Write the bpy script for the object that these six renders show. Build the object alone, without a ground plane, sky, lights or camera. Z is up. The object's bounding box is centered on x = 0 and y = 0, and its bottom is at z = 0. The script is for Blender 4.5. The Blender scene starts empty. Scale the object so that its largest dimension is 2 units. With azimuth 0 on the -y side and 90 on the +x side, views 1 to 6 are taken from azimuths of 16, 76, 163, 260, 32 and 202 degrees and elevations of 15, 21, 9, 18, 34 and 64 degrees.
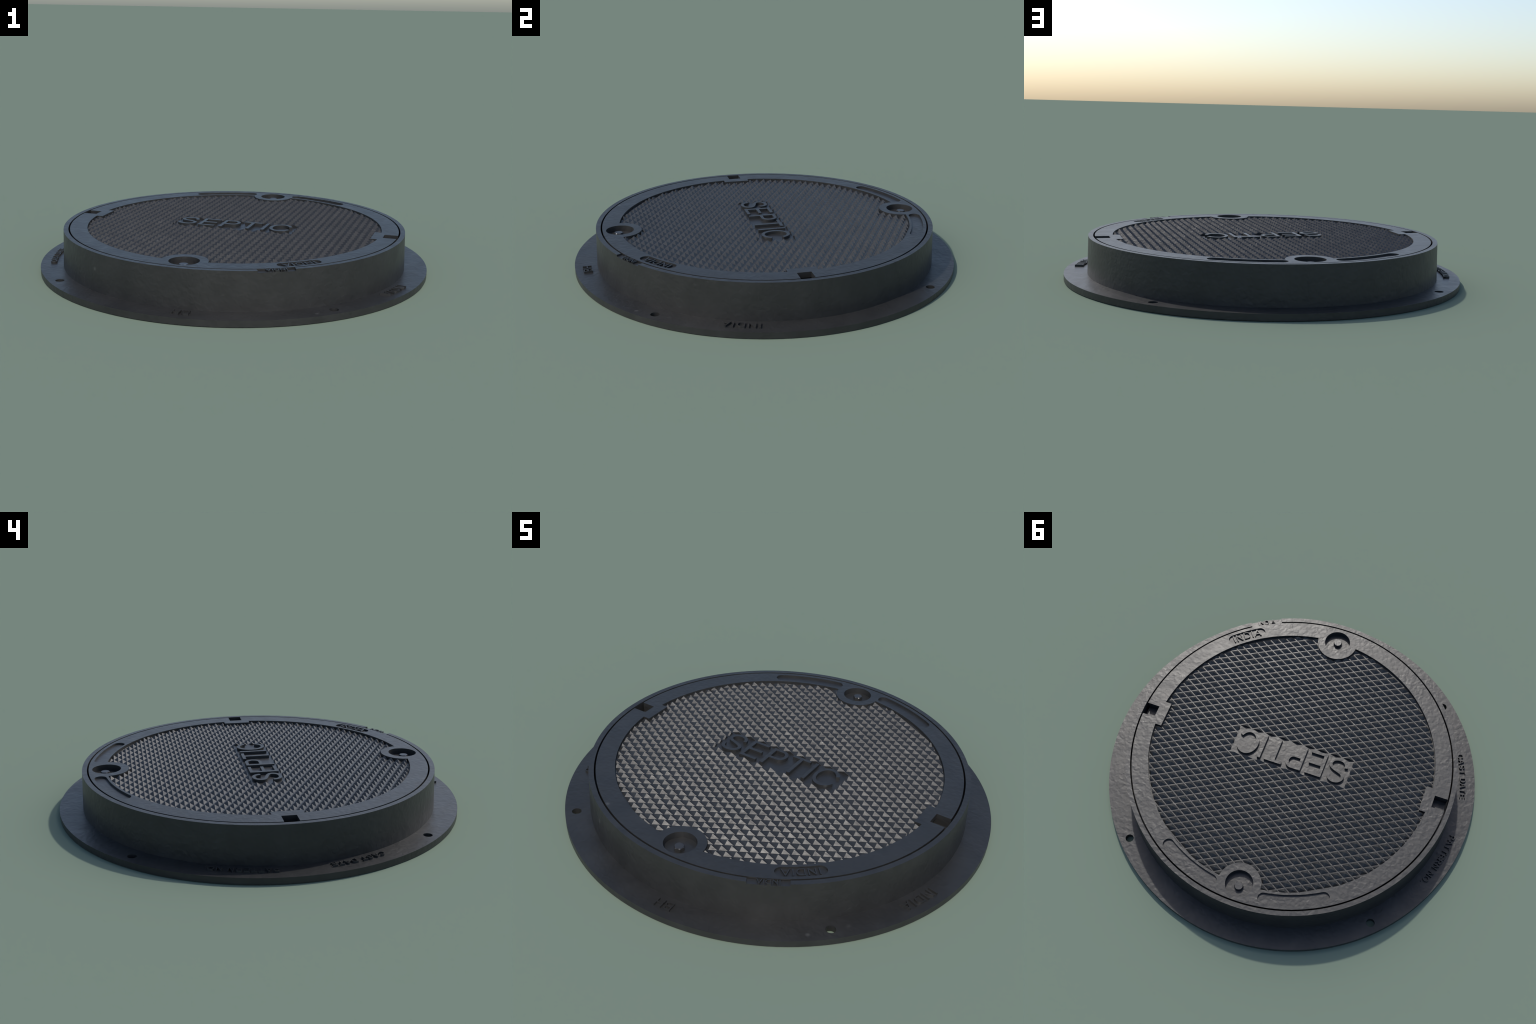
"""Cast-iron septic access cover: a bolted lid with pyramid studs, seated in a
round frame with a bolting flange.  Metres, z up."""
import bpy, bmesh, math, random
from math import sin, cos, pi, radians, hypot, atan2
from mathutils import Matrix, Vector

random.seed(7)

# ------------------------------------------------------------------ dimensions
FLANGE_R, FLANGE_T = 1.0, 0.030          # bolting flange
WALL_R0, WALL_R1 = 0.8855, 0.8800        # collar outside, slight casting draft
BORE_R, TOP = 0.8562, 0.215              # bore the lid drops into, top plane
LID_R = 0.8481
RECESS_R, FLOOR = 0.7612, 0.2003         # recessed tread area
STUD_CLIP_R = 0.7572
BOSS_C, BOSS_R = 0.760, 0.1100           # bolt bosses at +y and -y
WELL_R, WELL_Z = 0.0706, 0.185
PITCH = 0.0424                           # stud lattice, 60 degree rhombus

# ------------------------------------------------------------------ materials
def node(nt, kind, loc=(0, 0), **inputs):
    n = nt.nodes.new(kind)
    n.location = loc
    for k, v in inputs.items():
        n.inputs[k.replace("_", " ")].default_value = v
    return n


def iron_material(name, base, rough, lump=1.0):
    m = bpy.data.materials.new(name)
    m.use_nodes = True
    nt = m.node_tree
    nt.nodes.clear()
    out = node(nt, "ShaderNodeOutputMaterial")
    bsdf = node(nt, "ShaderNodeBsdfPrincipled", Metallic=0.0)
    bsdf.inputs["Specular IOR Level"].default_value = 0.5
    nt.links.new(bsdf.outputs[0], out.inputs[0])
    pos = node(nt, "ShaderNodeNewGeometry").outputs["Position"]

    def noise(scale, detail, rough_=0.55, dist=0.0):
        n = node(nt, "ShaderNodeTexNoise", Scale=scale, Detail=detail, Roughness=rough_, Distortion=dist)
        nt.links.new(pos, n.inputs["Vector"])
        return n.outputs["Fac"]

    def ramp(src, stops):
        r = node(nt, "ShaderNodeValToRGB")
        els = r.color_ramp.elements
        while len(els) < len(stops):
            els.new(0.5)
        for e, (p, c) in zip(els, stops):
            e.position = p
            e.color = (*c, 1) if len(c) == 3 else c
        nt.links.new(src, r.inputs[0])
        return r.outputs[0]

    # colour: faint mottling of the blackened skin
    c0 = tuple(0.83 * v for v in base)
    c1 = tuple(1.17 * v for v in base)
    col = ramp(noise(9.0, 5.0), [(0.30, c0), (0.70, c1)])
    # bump glints painted as pale specks, in about a third of the cells
    cell = node(nt, "ShaderNodeTexVoronoi", Scale=7.0, Randomness=1.0)
    nt.links.new(pos, cell.inputs["Vector"])
    near = ramp(cell.outputs["Distance"], [(0.01, (1, 1, 1)), (0.095, (0, 0, 0))])
    pick = ramp(cell.outputs["Color"], [(0.50, (0, 0, 0)), (0.58, (1, 1, 1))])
    gate = node(nt, "ShaderNodeMath")
    gate.operation = "MULTIPLY"
    nt.links.new(near, gate.inputs[0])
    nt.links.new(pick, gate.inputs[1])
    mix = node(nt, "ShaderNodeMix")
    mix.data_type = "RGBA"
    nt.links.new(gate.outputs[0], mix.inputs[0])
    nt.links.new(col, mix.inputs[6])
    mix.inputs[7].default_value = (0.062, 0.062, 0.060, 1)
    nt.links.new(mix.outputs[2], bsdf.inputs["Base Color"])
    # roughness: patches polished by handling
    lo, hi = rough - 0.035, rough + 0.035
    rg = ramp(noise(14.0, 4.0, dist=0.4), [(0.32, (lo,) * 3), (0.68, (hi,) * 3)])
    nt.links.new(rg, bsdf.inputs["Roughness"])
    # relief of the sand-cast skin: soft lumps, finer grain, a few sparse pimples
    b1 = node(nt, "ShaderNodeBump", Strength=1.0 * lump, Distance=0.0020)
    patch = ramp(noise(5.0, 2.0), [(0.34, (.45,) * 3), (0.66, (1.0,) * 3)])   # rougher and smoother areas
    mul = node(nt, "ShaderNodeMath")
    mul.operation = "MULTIPLY"
    nt.links.new(noise(42.0, 1.2, 0.42, 0.3), mul.inputs[0])
    nt.links.new(patch, mul.inputs[1])
    nt.links.new(mul.outputs[0], b1.inputs["Height"])
    b2 = node(nt, "ShaderNodeBump", Strength=0.10 * lump, Distance=0.0006)
    nt.links.new(noise(120.0, 3.0), b2.inputs["Height"])
    vor = node(nt, "ShaderNodeTexVoronoi", Scale=6.0, Randomness=1.0)
    nt.links.new(pos, vor.inputs["Vector"])
    pim = ramp(vor.outputs["Distance"], [(0.0, (1, 1, 1)), (0.075, (0, 0, 0))])
    b3 = node(nt, "ShaderNodeBump", Strength=0.60 * lump, Distance=0.0016)
    nt.links.new(pim, b3.inputs["Height"])
    nt.links.new(b1.outputs[0], b2.inputs["Normal"])
    nt.links.new(b2.outputs[0], b3.inputs["Normal"])
    nt.links.new(b3.outputs[0], bsdf.inputs["Normal"])
    return m


IRON = iron_material("cast_iron", (0.022, 0.022, 0.0215), 0.42)
BOLT_STEEL = iron_material("bolt_steel", (0.03, 0.03, 0.03), 0.34, lump=0.5)

# ------------------------------------------------------------------ mesh helpers
def finish_mesh(me, mat, angle=32.0):
    me.materials.clear()
    me.materials.append(mat)
    me.shade_smooth()
    me.set_sharp_from_angle(angle=radians(angle))
    return me


def add_object(name, me, parent=None):
    ob = bpy.data.objects.new(name, me)
    bpy.context.scene.collection.objects.link(ob)
    if parent:
        ob.parent = parent
    return ob


def mesh_from(bm, name="part"):
    bmesh.ops.recalc_face_normals(bm, faces=bm.faces)
    me = bpy.data.meshes.new(name)
    bm.to_mesh(me)
    bm.free()
    return me


def lathe(profile, seg=288):
    """Closed (r, z) profile turned round z; points on the axis are shared."""
    bm = bmesh.new()
    rings = []
    for r, z in profile:
        if r < 1e-6:
            rings.append([bm.verts.new((0, 0, z))] * seg)
        else:
            rings.append([bm.verts.new((r * cos(2 * pi * i / seg), r * sin(2 * pi * i / seg), z)) for i in range(seg)])
    n = len(rings)
    for k in range(n):
        a, b = rings[k], rings[(k + 1) % n]
        if a[0] is a[1] and b[0] is b[1]:
            continue
        for i in range(seg):
            j = (i + 1) % seg
            vs = []
            for v in (a[i], a[j], b[j], b[i]):
                if v not in vs:
                    vs.append(v)
            bm.faces.new(vs)
    return mesh_from(bm)


def prism(outline, z0, z1):
    bm = bmesh.new()
    lo = [bm.verts.new((x, y, z0)) for x, y in outline]
    hi = [bm.verts.new((x, y, z1)) for x, y in outline]
    n = len(outline)
    bm.faces.new(lo[::-1])
    bm.faces.new(hi)
    for i in range(n):
        j = (i + 1) % n
        bm.faces.new((lo[i], lo[j], hi[j], hi[i]))
    return mesh_from(bm)


def circle(cx, cy, r, seg):
    return [(cx + r * cos(2 * pi * i / seg), cy + r * sin(2 * pi * i / seg)) for i in range(seg)]


def box_outline(x0, x1, y0, y1):
    return [(x0, y0), (x1, y0), (x1, y1), (x0, y1)]


def turn(outline, deg):
    c, s = cos(radians(deg)), sin(radians(deg))
    return [(x * c - y * s, x * s + y * c) for x, y in outline]


def arc_slot(r, half, a0, a1, n=28, cap=14):
    """Round-ended slot following radius r, tips at angles a0 and a1 (degrees)."""
    d = math.degrees(half / r)
    b0, b1 = radians(a0 + d), radians(a1 - d)
    pts = []
    for i in range(n + 1):
        a = b0 + (b1 - b0) * i / n
        pts.append(((r + half) * cos(a), (r + half) * sin(a)))
    cx, cy = r * cos(b1), r * sin(b1)
    for i in range(1, cap):
        a = b1 + pi * i / cap
        pts.append((cx + half * cos(a), cy + half * sin(a)))
    for i in range(n + 1):
        a = b1 + (b0 - b1) * i / n
        pts.append(((r - half) * cos(a), (r - half) * sin(a)))
    cx, cy = r * cos(b0), r * sin(b0)
    for i in range(1, cap):
        a = b0 + pi + pi * i / cap
        pts.append((cx + half * cos(a), cy + half * sin(a)))
    return pts


def sector(r0, r1, a0, a1, n=24):
    up = [(r1 * cos(radians(a0 + (a1 - a0) * i / n)), r1 * sin(radians(a0 + (a1 - a0) * i / n))) for i in range(n + 1)]
    dn = [(r0 * cos(radians(a1 + (a0 - a1) * i / n)), r0 * sin(radians(a1 + (a0 - a1) * i / n))) for i in range(n + 1)]
    return up + dn


def boolean(base, steps):
    """Apply [(operation, mesh)] to a mesh with the exact solver."""
    ob = bpy.data.objects.new("work", base)
    bpy.context.scene.collection.objects.link(ob)
    helpers = []
    for op, me in steps:
        h = bpy.data.objects.new("helper", me)
        bpy.context.scene.collection.objects.link(h)
        h.hide_render = True
        helpers.append(h)
        mod = ob.modifiers.new("cut", "BOOLEAN")
        mod.operation, mod.object, mod.solver = op, h, "EXACT"
    dg = bpy.context.evaluated_depsgraph_get()
    me = bpy.data.meshes.new_from_object(ob.evaluated_get(dg))
    for o in [ob] + helpers:
        d = o.data
        bpy.data.objects.remove(o)
        bpy.data.meshes.remove(d)
    return me


# ------------------------------------------------------------------ lettering
def catmull(pts, n=7):
    out = []
    ext = [pts[0]] + pts + [pts[-1]]
    for k in range(1, len(ext) - 2):
        p0, p1, p2, p3 = ext[k - 1], ext[k], ext[k + 1], ext[k + 2]
        for i in range(n):
            t = i / n
            out.append(tuple(0.5 * (2 * b + (c - a) * t + (2 * a - 5 * b + 4 * c - d) * t * t + (3 * b - a - 3 * c + d) * t ** 3)
                             for a, b, c, d in zip(p0, p1, p2, p3)))
    out.append(pts[-1])
    return out


def ribbon(spine, t):
    left, right = [], []
    for i, (x, y) in enumerate(spine):
        a, b = spine[max(i - 1, 0)], spine[min(i + 1, len(spine) - 1)]
        dx, dy = b[0] - a[0], b[1] - a[1]
        l = hypot(dx, dy)
        nx, ny = -dy / l * t / 2, dx / l * t / 2
        left.append((x + nx, y + ny))
        right.append((x - nx, y - ny))
    return left + right[::-1]


def half_round(cx, cy, rx, ry, a0=-90, a1=90, n=20, power=2.0):
    pts = []
    for i in range(n + 1):
        a = radians(a0 + (a1 - a0) * i / n)
        c, s = cos(a), sin(a)
        pts.append((cx + rx * math.copysign(abs(c) ** (2 / power), c), cy + ry * math.copysign(abs(s) ** (2 / power), s)))
    return pts


# natural widths and advances of the plain sans capitals, cap height = 1
WIDTH = {"S": .80, "E": .75, "P": .765, "T": .79, "I": .13, "C": .885, "N": .79, "D": .835, "A": .935, "B": .757, "H": .781, "R": .88, "O": .953, ".": .14}
LEFT = {"S": .063, "E": .11, "P": .108, "T": .033, "I": .13, "C": .07, "N": .106, "D": .108, "A": 0.0, "B": .102, "H": .112, "R": .11, "O": .068, ".": .127, " ": 0}
ADVANCE = {"S": .93, "E": .93, "P": .93, "T": .853, "I": .388, "C": 1.009, "N": 1.009, "D": 1.009, "A": .93, "B": .93, "H": 1.009, "R": 1.009, "O": 1.087, ".": .388, " ": .388}


def glyph(ch, W, t=.13, tb=.12):
    """Outlines (outer first, then counters) in a box W wide and 1 high.
    t = stem thickness, tb = bar thickness."""
    if ch == "I":
        return [box_outline(0, W, 0, 1)]
    if ch == ".":
        return [box_outline(0, W, 0, .14)]
    if ch == "T":
        m = W / 2
        return [[(m - t / 2, 0), (m + t / 2, 0), (m + t / 2, 1 - tb), (W, 1 - tb), (W, 1), (0, 1), (0, 1 - tb), (m - t / 2, 1 - tb)]]
    if ch == "E":
        y = .445
        return [[(0, 0), (W, 0), (W, tb), (t, tb), (t, y), (W * .95, y), (W * .95, y + tb), (t, y + tb), (t, 1 - tb), (W * .985, 1 - tb), (W * .985, 1), (0, 1)]]
    if ch == "H":
        y = .45
        return [[(0, 0), (t, 0), (t, y), (W - t, y), (W - t, 0), (W, 0), (W, 1), (W - t, 1), (W - t, y + tb), (t, y + tb), (t, 1), (0, 1)]]
    if ch == "N":
        return [[(0, 0), (t, 0), (t, .79), (W - t * 1.05, 0), (W, 0), (W, 1), (W - t, 1), (W - t, .21), (t * 1.05, 1), (0, 1)]]
    if ch == "A":
        m, k = W / 2, t * 1.1
        ax, ay = m, .86                                   # inner apex
        edge = lambda y: k + (ax - k) * y / ay            # inner left edge
        y0, y1 = .30, .30 + tb
        return [[(0, 0), (k, 0), (edge(y0), y0), (W - edge(y0), y0), (W - k, 0), (W, 0), (m + t * .56, 1), (m - t * .56, 1)],
                [(edge(y1), y1), (ax, ay), (W - edge(y1), y1)]]
    if ch == "D":
        c = W * .40
        return [[(0, 0)] + half_round(c, .5, W - c, .5, power=2.2) + [(0, 1)],
                ([(t, tb)] + half_round(c, .5, W - c - t, .5 - tb, power=2.2) + [(t, 1 - tb)])[::-1]]
    if ch == "P":
        y, c = .405, W * .58
        r = (1 - y) / 2
        return [[(0, 0), (t, 0), (t, y)] + half_round(c, y + r, W - c, r) + [(0, 1)],
                ([(t, y + tb)] + half_round(c, y + r, W - c - t, r - tb) + [(t, 1 - tb)])[::-1]]
    if ch == "R":
        y, c = .43, W * .55
        r, wb = (1 - y) / 2, W * .90
        return [[(0, 0), (t, 0), (t, y), (W * .42, y), (W - t * 1.2, 0), (W, 0), (W * .62, y + .01)] + half_round(c, y + r, wb - c, r, a0=-80) + [(0, 1)],
                ([(t, y + tb)] + half_round(c, y + r, wb - c - t, r - tb) + [(t, 1 - tb)])[::-1]]
    if ch == "B":
        c = W * .58
        low, up = .535, .535
        return [[(0, 0)] + half_round(c, low / 2, W - c, low / 2)[:-2] + half_round(c, (1 + up) / 2, W * .93 - c, (1 - up) / 2)[2:] + [(0, 1)],
                ([(t, tb)] + half_round(c, (tb + low - tb / 2) / 2, W - c - t, (low - tb * 1.5) / 2) + [(t, low - tb / 2)])[::-1],
                ([(t, up + tb / 2)] + half_round(c, (up + tb / 2 + 1 - tb) / 2, W * .93 - c - t, (1 - up - tb * 1.5) / 2) + [(t, 1 - tb)])[::-1]]
    if ch == "O":
        ring = lambda rx, ry: [(W / 2 + rx * cos(2 * pi * i / 44), .5 + ry * sin(2 * pi * i / 44)) for i in range(44)]
        return [ring(W / 2, .515), ring(W / 2 - t, .515 - tb)[::-1]]
    if ch == "C":
        rx, ry = W / 2 - t / 2 + .01, .515 - tb / 2
        sp = [(W / 2 + rx * cos(radians(a)), .5 + ry * sin(radians(a))) for a in range(25, 340, 7)]
        return [ribbon(sp, (t + tb) / 2)]
    if ch == "S":
        key = [(.93, .715), (.87, .87), (.71, .97), (.49, 1.0), (.26, .965), (.10, .87), (.05, .745), (.10, .64), (.25, .57), (.5, .512),
               (.76, .445), (.93, .365), (.99, .26), (.93, .125), (.75, .03), (.5, 0), (.25, .03), (.07, .14), (0, .31)]
        w, h = W - t, 1.03 - tb
        return [ribbon([(t / 2 + u * w, -.015 + tb / 2 + v * h) for u, v in catmull(key)], (t + tb) / 2)]


def letter_mesh(ch, width, cap, height, t, tb):
    """Raised letter standing on z=0; a little extra depth sinks into the casting."""
    cu = bpy.data.curves.new("letter", "CURVE")
    cu.dimensions, cu.fill_mode = "2D", "BOTH"
    for line in glyph(ch, width / cap, t, tb):
        sp = cu.splines.new("POLY")
        sp.points.add(len(line) - 1)
        for p, (x, y) in zip(sp.points, line):
            p.co = (x * cap, y * cap, 0, 1)
        sp.use_cyclic_u = True
    sink = 0.002
    cu.extrude = (height + sink) / 2
    ob = bpy.data.objects.new("work", cu)
    bpy.context.scene.collection.objects.link(ob)
    me = bpy.data.meshes.new_from_object(ob.evaluated_get(bpy.context.evaluated_depsgraph_get()))
    bpy.data.objects.remove(ob)
    bpy.data.curves.remove(cu)
    me.transform(Matrix.Translation((0, 0, (height - sink) / 2)))
    bm = bmesh.new()
    bm.from_mesh(me)
    bmesh.ops.remove_doubles(bm, verts=bm.verts, dist=1e-5)
    bmesh.ops.recalc_face_normals(bm, faces=bm.faces)
    bm.to_mesh(me)
    bm.free()
    me.name = "raised_letter"
    return finish_mesh(me, IRON, 40)


def arc_text(text, parent, r_base, cap, a_start, a_end, z, height, t=.13, tb=.12, squeeze=1.0):
    """Letters with their tops outwards, reading clockwise from a_start to a_end."""
    total = -LEFT[text[0]]
    for ch in text[:-1]:
        total += ADVANCE[ch]
    total += LEFT[text[-1]] + WIDTH[text[-1]]
    arc = radians(a_start - a_end) * (r_base + cap * .45)
    gaps = len(text) - 1
    track = (arc - total * cap * squeeze) / gaps
    x = -LEFT[text[0]] * cap * squeeze
    for ch in text:
        if ch != " ":
            w = WIDTH[ch] * cap * squeeze
            mid = x + LEFT[ch] * cap * squeeze + w / 2
            a = radians(a_start) - mid / (r_base + cap * .45)
            me = letter_mesh(ch, w, cap, height, t, tb)
            me.transform(Matrix.Translation((-w / 2, 0, 0)))
            ob = add_object("raised_letter", me, parent)
            ob.matrix_basis = Matrix.Translation((r_base * cos(a), r_base * sin(a), z)) @ Matrix.Rotation(a - pi / 2, 4, "Z")
        x += ADVANCE[ch] * cap * squeeze + track


# ------------------------------------------------------------------ the thing
root = bpy.data.objects.new("manhole_cover", None)
bpy.context.scene.collection.objects.link(root)
root["label"] = "round dark cast-iron septic manhole cover in a flanged frame"
root["category"] = "manhole cover"

# --- flange, with four bolt holes on the diagonals
flange = lathe([(FLANGE_R, 0), (FLANGE_R, FLANGE_T), (0.872, FLANGE_T), (0.872, 0)], 384)
holes = []
for k in range(4):
    a = radians(45 + 90 * k)
    holes.append(("DIFFERENCE", prism(circle(0.9475 * cos(a), 0.9475 * sin(a), 0.0216, 40), -.05, .08)))
flange = finish_mesh(boolean(flange, holes), IRON)
flange.name = "flange"
flange_ob = add_object("flange", flange, root)

# --- collar: upright ring wall with an inner seat, notched for the maker's country
NOTCH_A, NOTCH_HALF, NOTCH_Z = -60.6, 0.0860, 0.2062
outer_at = lambda z: WALL_R0 + (WALL_R1 - WALL_R0) * (z - FLANGE_T) / (TOP - FLANGE_T)
collar = lathe([(WALL_R0, 0.001), (WALL_R0, FLANGE_T), (WALL_R1, TOP), (BORE_R, TOP), (BORE_R - .0006, 0.142),
                (0.800, 0.142), (0.790, 0.001)], 384)
half_deg = math.degrees(math.asin(NOTCH_HALF / LID_R))
pad = prism(sector(LID_R + .0017, 0.870, NOTCH_A - half_deg, NOTCH_A + half_deg), 0.135, NOTCH_Z + .004)
gap = turn(box_outline(0.80, 0.95, -NOTCH_HALF, NOTCH_HALF), NOTCH_A)
collar = boolean(collar, [("UNION", pad), ("DIFFERENCE", prism(gap, NOTCH_Z, .25))])
collar.name = "collar"
collar_ob = add_object("collar", finish_mesh(collar, IRON), root)

# --- lid body
lid = lathe([(0, 0.148), (LID_R - .003, 0.148), (LID_R, TOP), (0, TOP)], 384)
recess = boolean(prism(circle(0, 0, RECESS_R, 288), FLOOR, .24), [
    ("DIFFERENCE", prism(circle(0, BOSS_C, BOSS_R, 96), .1, .3)),
    ("DIFFERENCE", prism(circle(0, -BOSS_C, BOSS_R, 96), .1, .3)),
    ("DIFFERENCE", prism(box_outline(0.7245, 0.82, -.0718, .0718), .1, .3)),
    ("DIFFERENCE", prism(box_outline(-0.82, -0.7245, -.0718, .0718), .1, .3)),
])
cuts = [("DIFFERENCE", recess)]
for s in (1, -1):
    cuts.append(("DIFFERENCE", prism(circle(0, s * BOSS_C, WELL_R, 80), WELL_Z, .25)))
SLOT_Z = TOP - 0.0100
cuts.append(("DIFFERENCE", prism(arc_slot(0.8025, 0.0291, 56.9, 82.1), SLOT_Z, .25)))
cuts.append(("DIFFERENCE", prism(arc_slot(0.8025, 0.0291, 97.9, 123.6), SLOT_Z, .25)))
PANEL_Z = TOP - 0.0090
cuts.append(("DIFFERENCE", prism(arc_slot(0.8035, 0.0288, -59.3, -44.0), PANEL_Z, .25)))
for s in (1, -1):                                   # pick slots with an undercut pocket
    x0, x1 = sorted((s * 0.7795, s * 0.90))
    cuts.append(("DIFFERENCE", prism(box_outline(x0, x1, -.0345, .0345), .180, .25)))
    x0, x1 = sorted((s * 0.735, s * 0.90))
    cuts.append(("DIFFERENCE", prism(box_outline(x0, x1, -.0347, .0347), .166, .187)))
lid = finish_mesh(boolean(lid, cuts), IRON)
lid.name = "lid"
lid_ob = add_object("lid", lid, root)

# --- hex bolts in the wells
def hex_bolt():
    bm = bmesh.new()
    n, af = 24, 0.0204                                # across-flats half width
    rings = []
    for z, lim in ((WELL_Z - .002, 9), (0.1996, 9), (0.2030, 0.0197)):
        ring = []
        for i in range(n):
            a = 2 * pi * i / n
            r = af / cos((a + pi / 6) % (pi / 3) - pi / 6)
            r = min(r, lim)
            ring.append(bm.verts.new((r * cos(a), r * sin(a), z)))
        rings.append(ring)
    for lo, hi in zip(rings, rings[1:]):
        for i in range(n):
            bm.faces.new((lo[i], lo[(i + 1) % n], hi[(i + 1) % n], hi[i]))
    bm.faces.new(rings[-1])
    bm.faces.new(rings[0][::-1])
    return finish_mesh(mesh_from(bm, "hex_bolt"), BOLT_STEEL, 15)


bolt_me = hex_bolt()
for s, rot in ((1, -15), (-1, -15)):
    ob = add_object("hex_bolt", bolt_me, lid_ob)
    ob.location = (0, s * 0.7675, 0)
    ob.rotation_euler = (0, 0, radians(rot))

# --- pyramid studs on a 60 degree lattice
UX, UY = PITCH * cos(pi / 6), PITCH / 2
FILL, STUD_H = 0.868, TOP - FLOOR - 0.0003
SINK = 0.002


def stud_mesh():
    bm = bmesh.new()
    f = FILL * (1 + SINK / STUD_H)
    base = [bm.verts.new((x * UX * f, y * UY * f, -SINK)) for x, y in ((1, 0), (0, 1), (-1, 0), (0, -1))]
    top = bm.verts.new((0, 0, STUD_H))
    for i in range(4):
        bm.faces.new((base[i], base[(i + 1) % 4], top))
    bm.faces.new(base[::-1])
    me = mesh_from(bm, "pyramid_stud")
    me.materials.append(IRON)
    return me


PANEL = (0.3222, 0.0845)


def allowed(x, y):
    if hypot(x, y) > STUD_CLIP_R or (abs(x) < PANEL[0] and abs(y) < PANEL[1]):
        return False
    if hypot(x, abs(y) - BOSS_C) < BOSS_R + .0025:
        return False
    return not (abs(x) > 0.7245 - .0025 and abs(y) < .0718 + .0025)


stud = stud_mesh()
whole, partial = [], []
for i in range(-30, 31):
    for j in range(-30, 31):
        x, y = (i - j) * UX, (i + j) * UY
        if hypot(x, y) > 0.80:
            continue
        rim = []
        for (ax, ay), (bx, by) in (((1, 0), (0, 1)), ((0, 1), (-1, 0)), ((-1, 0), (0, -1)), ((0, -1), (1, 0))):
            for k in range(6):
                u = k / 6
                rim.append((x + FILL * UX * (ax + (bx - ax) * u), y + FILL * UY * (ay + (by - ay) * u)))
        ok = [allowed(*p) for p in rim]
        if all(ok):
            whole.append((x, y))
        elif any(ok):
            partial.append((x, y))
whole.sort(key=lambda p: hypot(*p))
for x, y in whole[:300]:
    ob = bpy.data.objects.new("pyramid_stud", stud)
    bpy.context.scene.collection.objects.link(ob)
    ob.parent = lid_ob
    ob.location = (x, y, FLOOR)


def joined(places):
    bm = bmesh.new()
    for x, y in places:
        tmp = stud.copy()
        tmp.transform(Matrix.Translation((x, y, FLOOR)))
        bm.from_mesh(tmp)
        bpy.data.meshes.remove(tmp)
    me = bpy.data.meshes.new("pyramid_stud_field")
    bm.to_mesh(me)
    bm.free()
    return me


field = joined(whole[300:])
field.materials.append(IRON)
ob = add_object("pyramid_stud_field", field, lid_ob)
ob["kind"] = "stuff"


def trim(x, y):
    """One stud cut off vertically where it meets the rim, a boss, a tab or the name panel."""
    me = joined([(x, y)])
    steps = []
    if hypot(x, y) > STUD_CLIP_R - .05:
        steps.append(("INTERSECT", prism(circle(0, 0, STUD_CLIP_R, 180), .1, .3)))
    for s in (1, -1):
        if hypot(x, y - s * BOSS_C) < BOSS_R + .05:
            steps.append(("DIFFERENCE", prism(circle(0, s * BOSS_C, BOSS_R + .0025, 96), .0, .4)))
        if s * x > .66 and abs(y) < .12:
            x0, x1 = sorted((s * .722, s * .83))
            steps.append(("DIFFERENCE", prism(box_outline(x0, x1, -.0743, .0743), .0, .4)))
    if abs(x) < .40 and abs(y) < .13:
        steps.append(("DIFFERENCE", prism(box_outline(-PANEL[0], PANEL[0], -PANEL[1], PANEL[1]), .0, .4)))
    return boolean(me, steps)


bm = bmesh.new()
for x, y in partial:
    piece = trim(x, y)
    bm.from_mesh(piece)
    bpy.data.meshes.remove(piece)
edge = bpy.data.meshes.new("trimmed_stud_edge")
bm.to_mesh(edge)
bm.free()
edge.materials.clear()
edge.materials.append(IRON)
edge.name = "trimmed_stud_edge"
ob = add_object("trimmed_stud_edge", edge, lid_ob)
ob["kind"] = "stuff"

# --- lettering
CAP = 0.1405
for ch, x0, x1 in (("S", -.3060, -.2030), ("E", -.1840, -.0955), ("P", -.0705, .0205), ("T", .0370, .1315), ("I", .1550, .1712), ("C", .1900, .3055)):
    me = letter_mesh(ch, x1 - x0, CAP, TOP - FLOOR - .0003, .120, .112)
    ob = add_object("raised_letter", me, lid_ob)
    ob.location = (x0, -CAP / 2, FLOOR)
arc_text("INDIA", lid_ob, 0.7845, 0.0415, -46.1, -57.5, PANEL_Z, TOP - PANEL_Z - .0003, t=.10, tb=.10)
arc_text("INDIA", collar_ob, 0.8520, 0.0265, -57.5, -63.8, NOTCH_Z, TOP - NOTCH_Z - .0003, t=.11, tb=.10)
FT = 0.0095
arc_text("BH", flange_ob, 0.9170, 0.0445, -84.6, -89.3, FLANGE_T, FT, t=.105, tb=.10)
arc_text("INDIA", flange_ob, 0.9170, 0.0445, -14.25, -25.1, FLANGE_T, FT, t=.11, tb=.10)
arc_text("CAST DATE", flange_ob, 0.9195, 0.0305, -154.1, -170.4, FLANGE_T, FT, t=.13, tb=.12)
arc_text("PATTERN NO.", flange_ob, 0.9200, 0.0315, 175.6, 156.3, FLANGE_T, FT, t=.13, tb=.12)
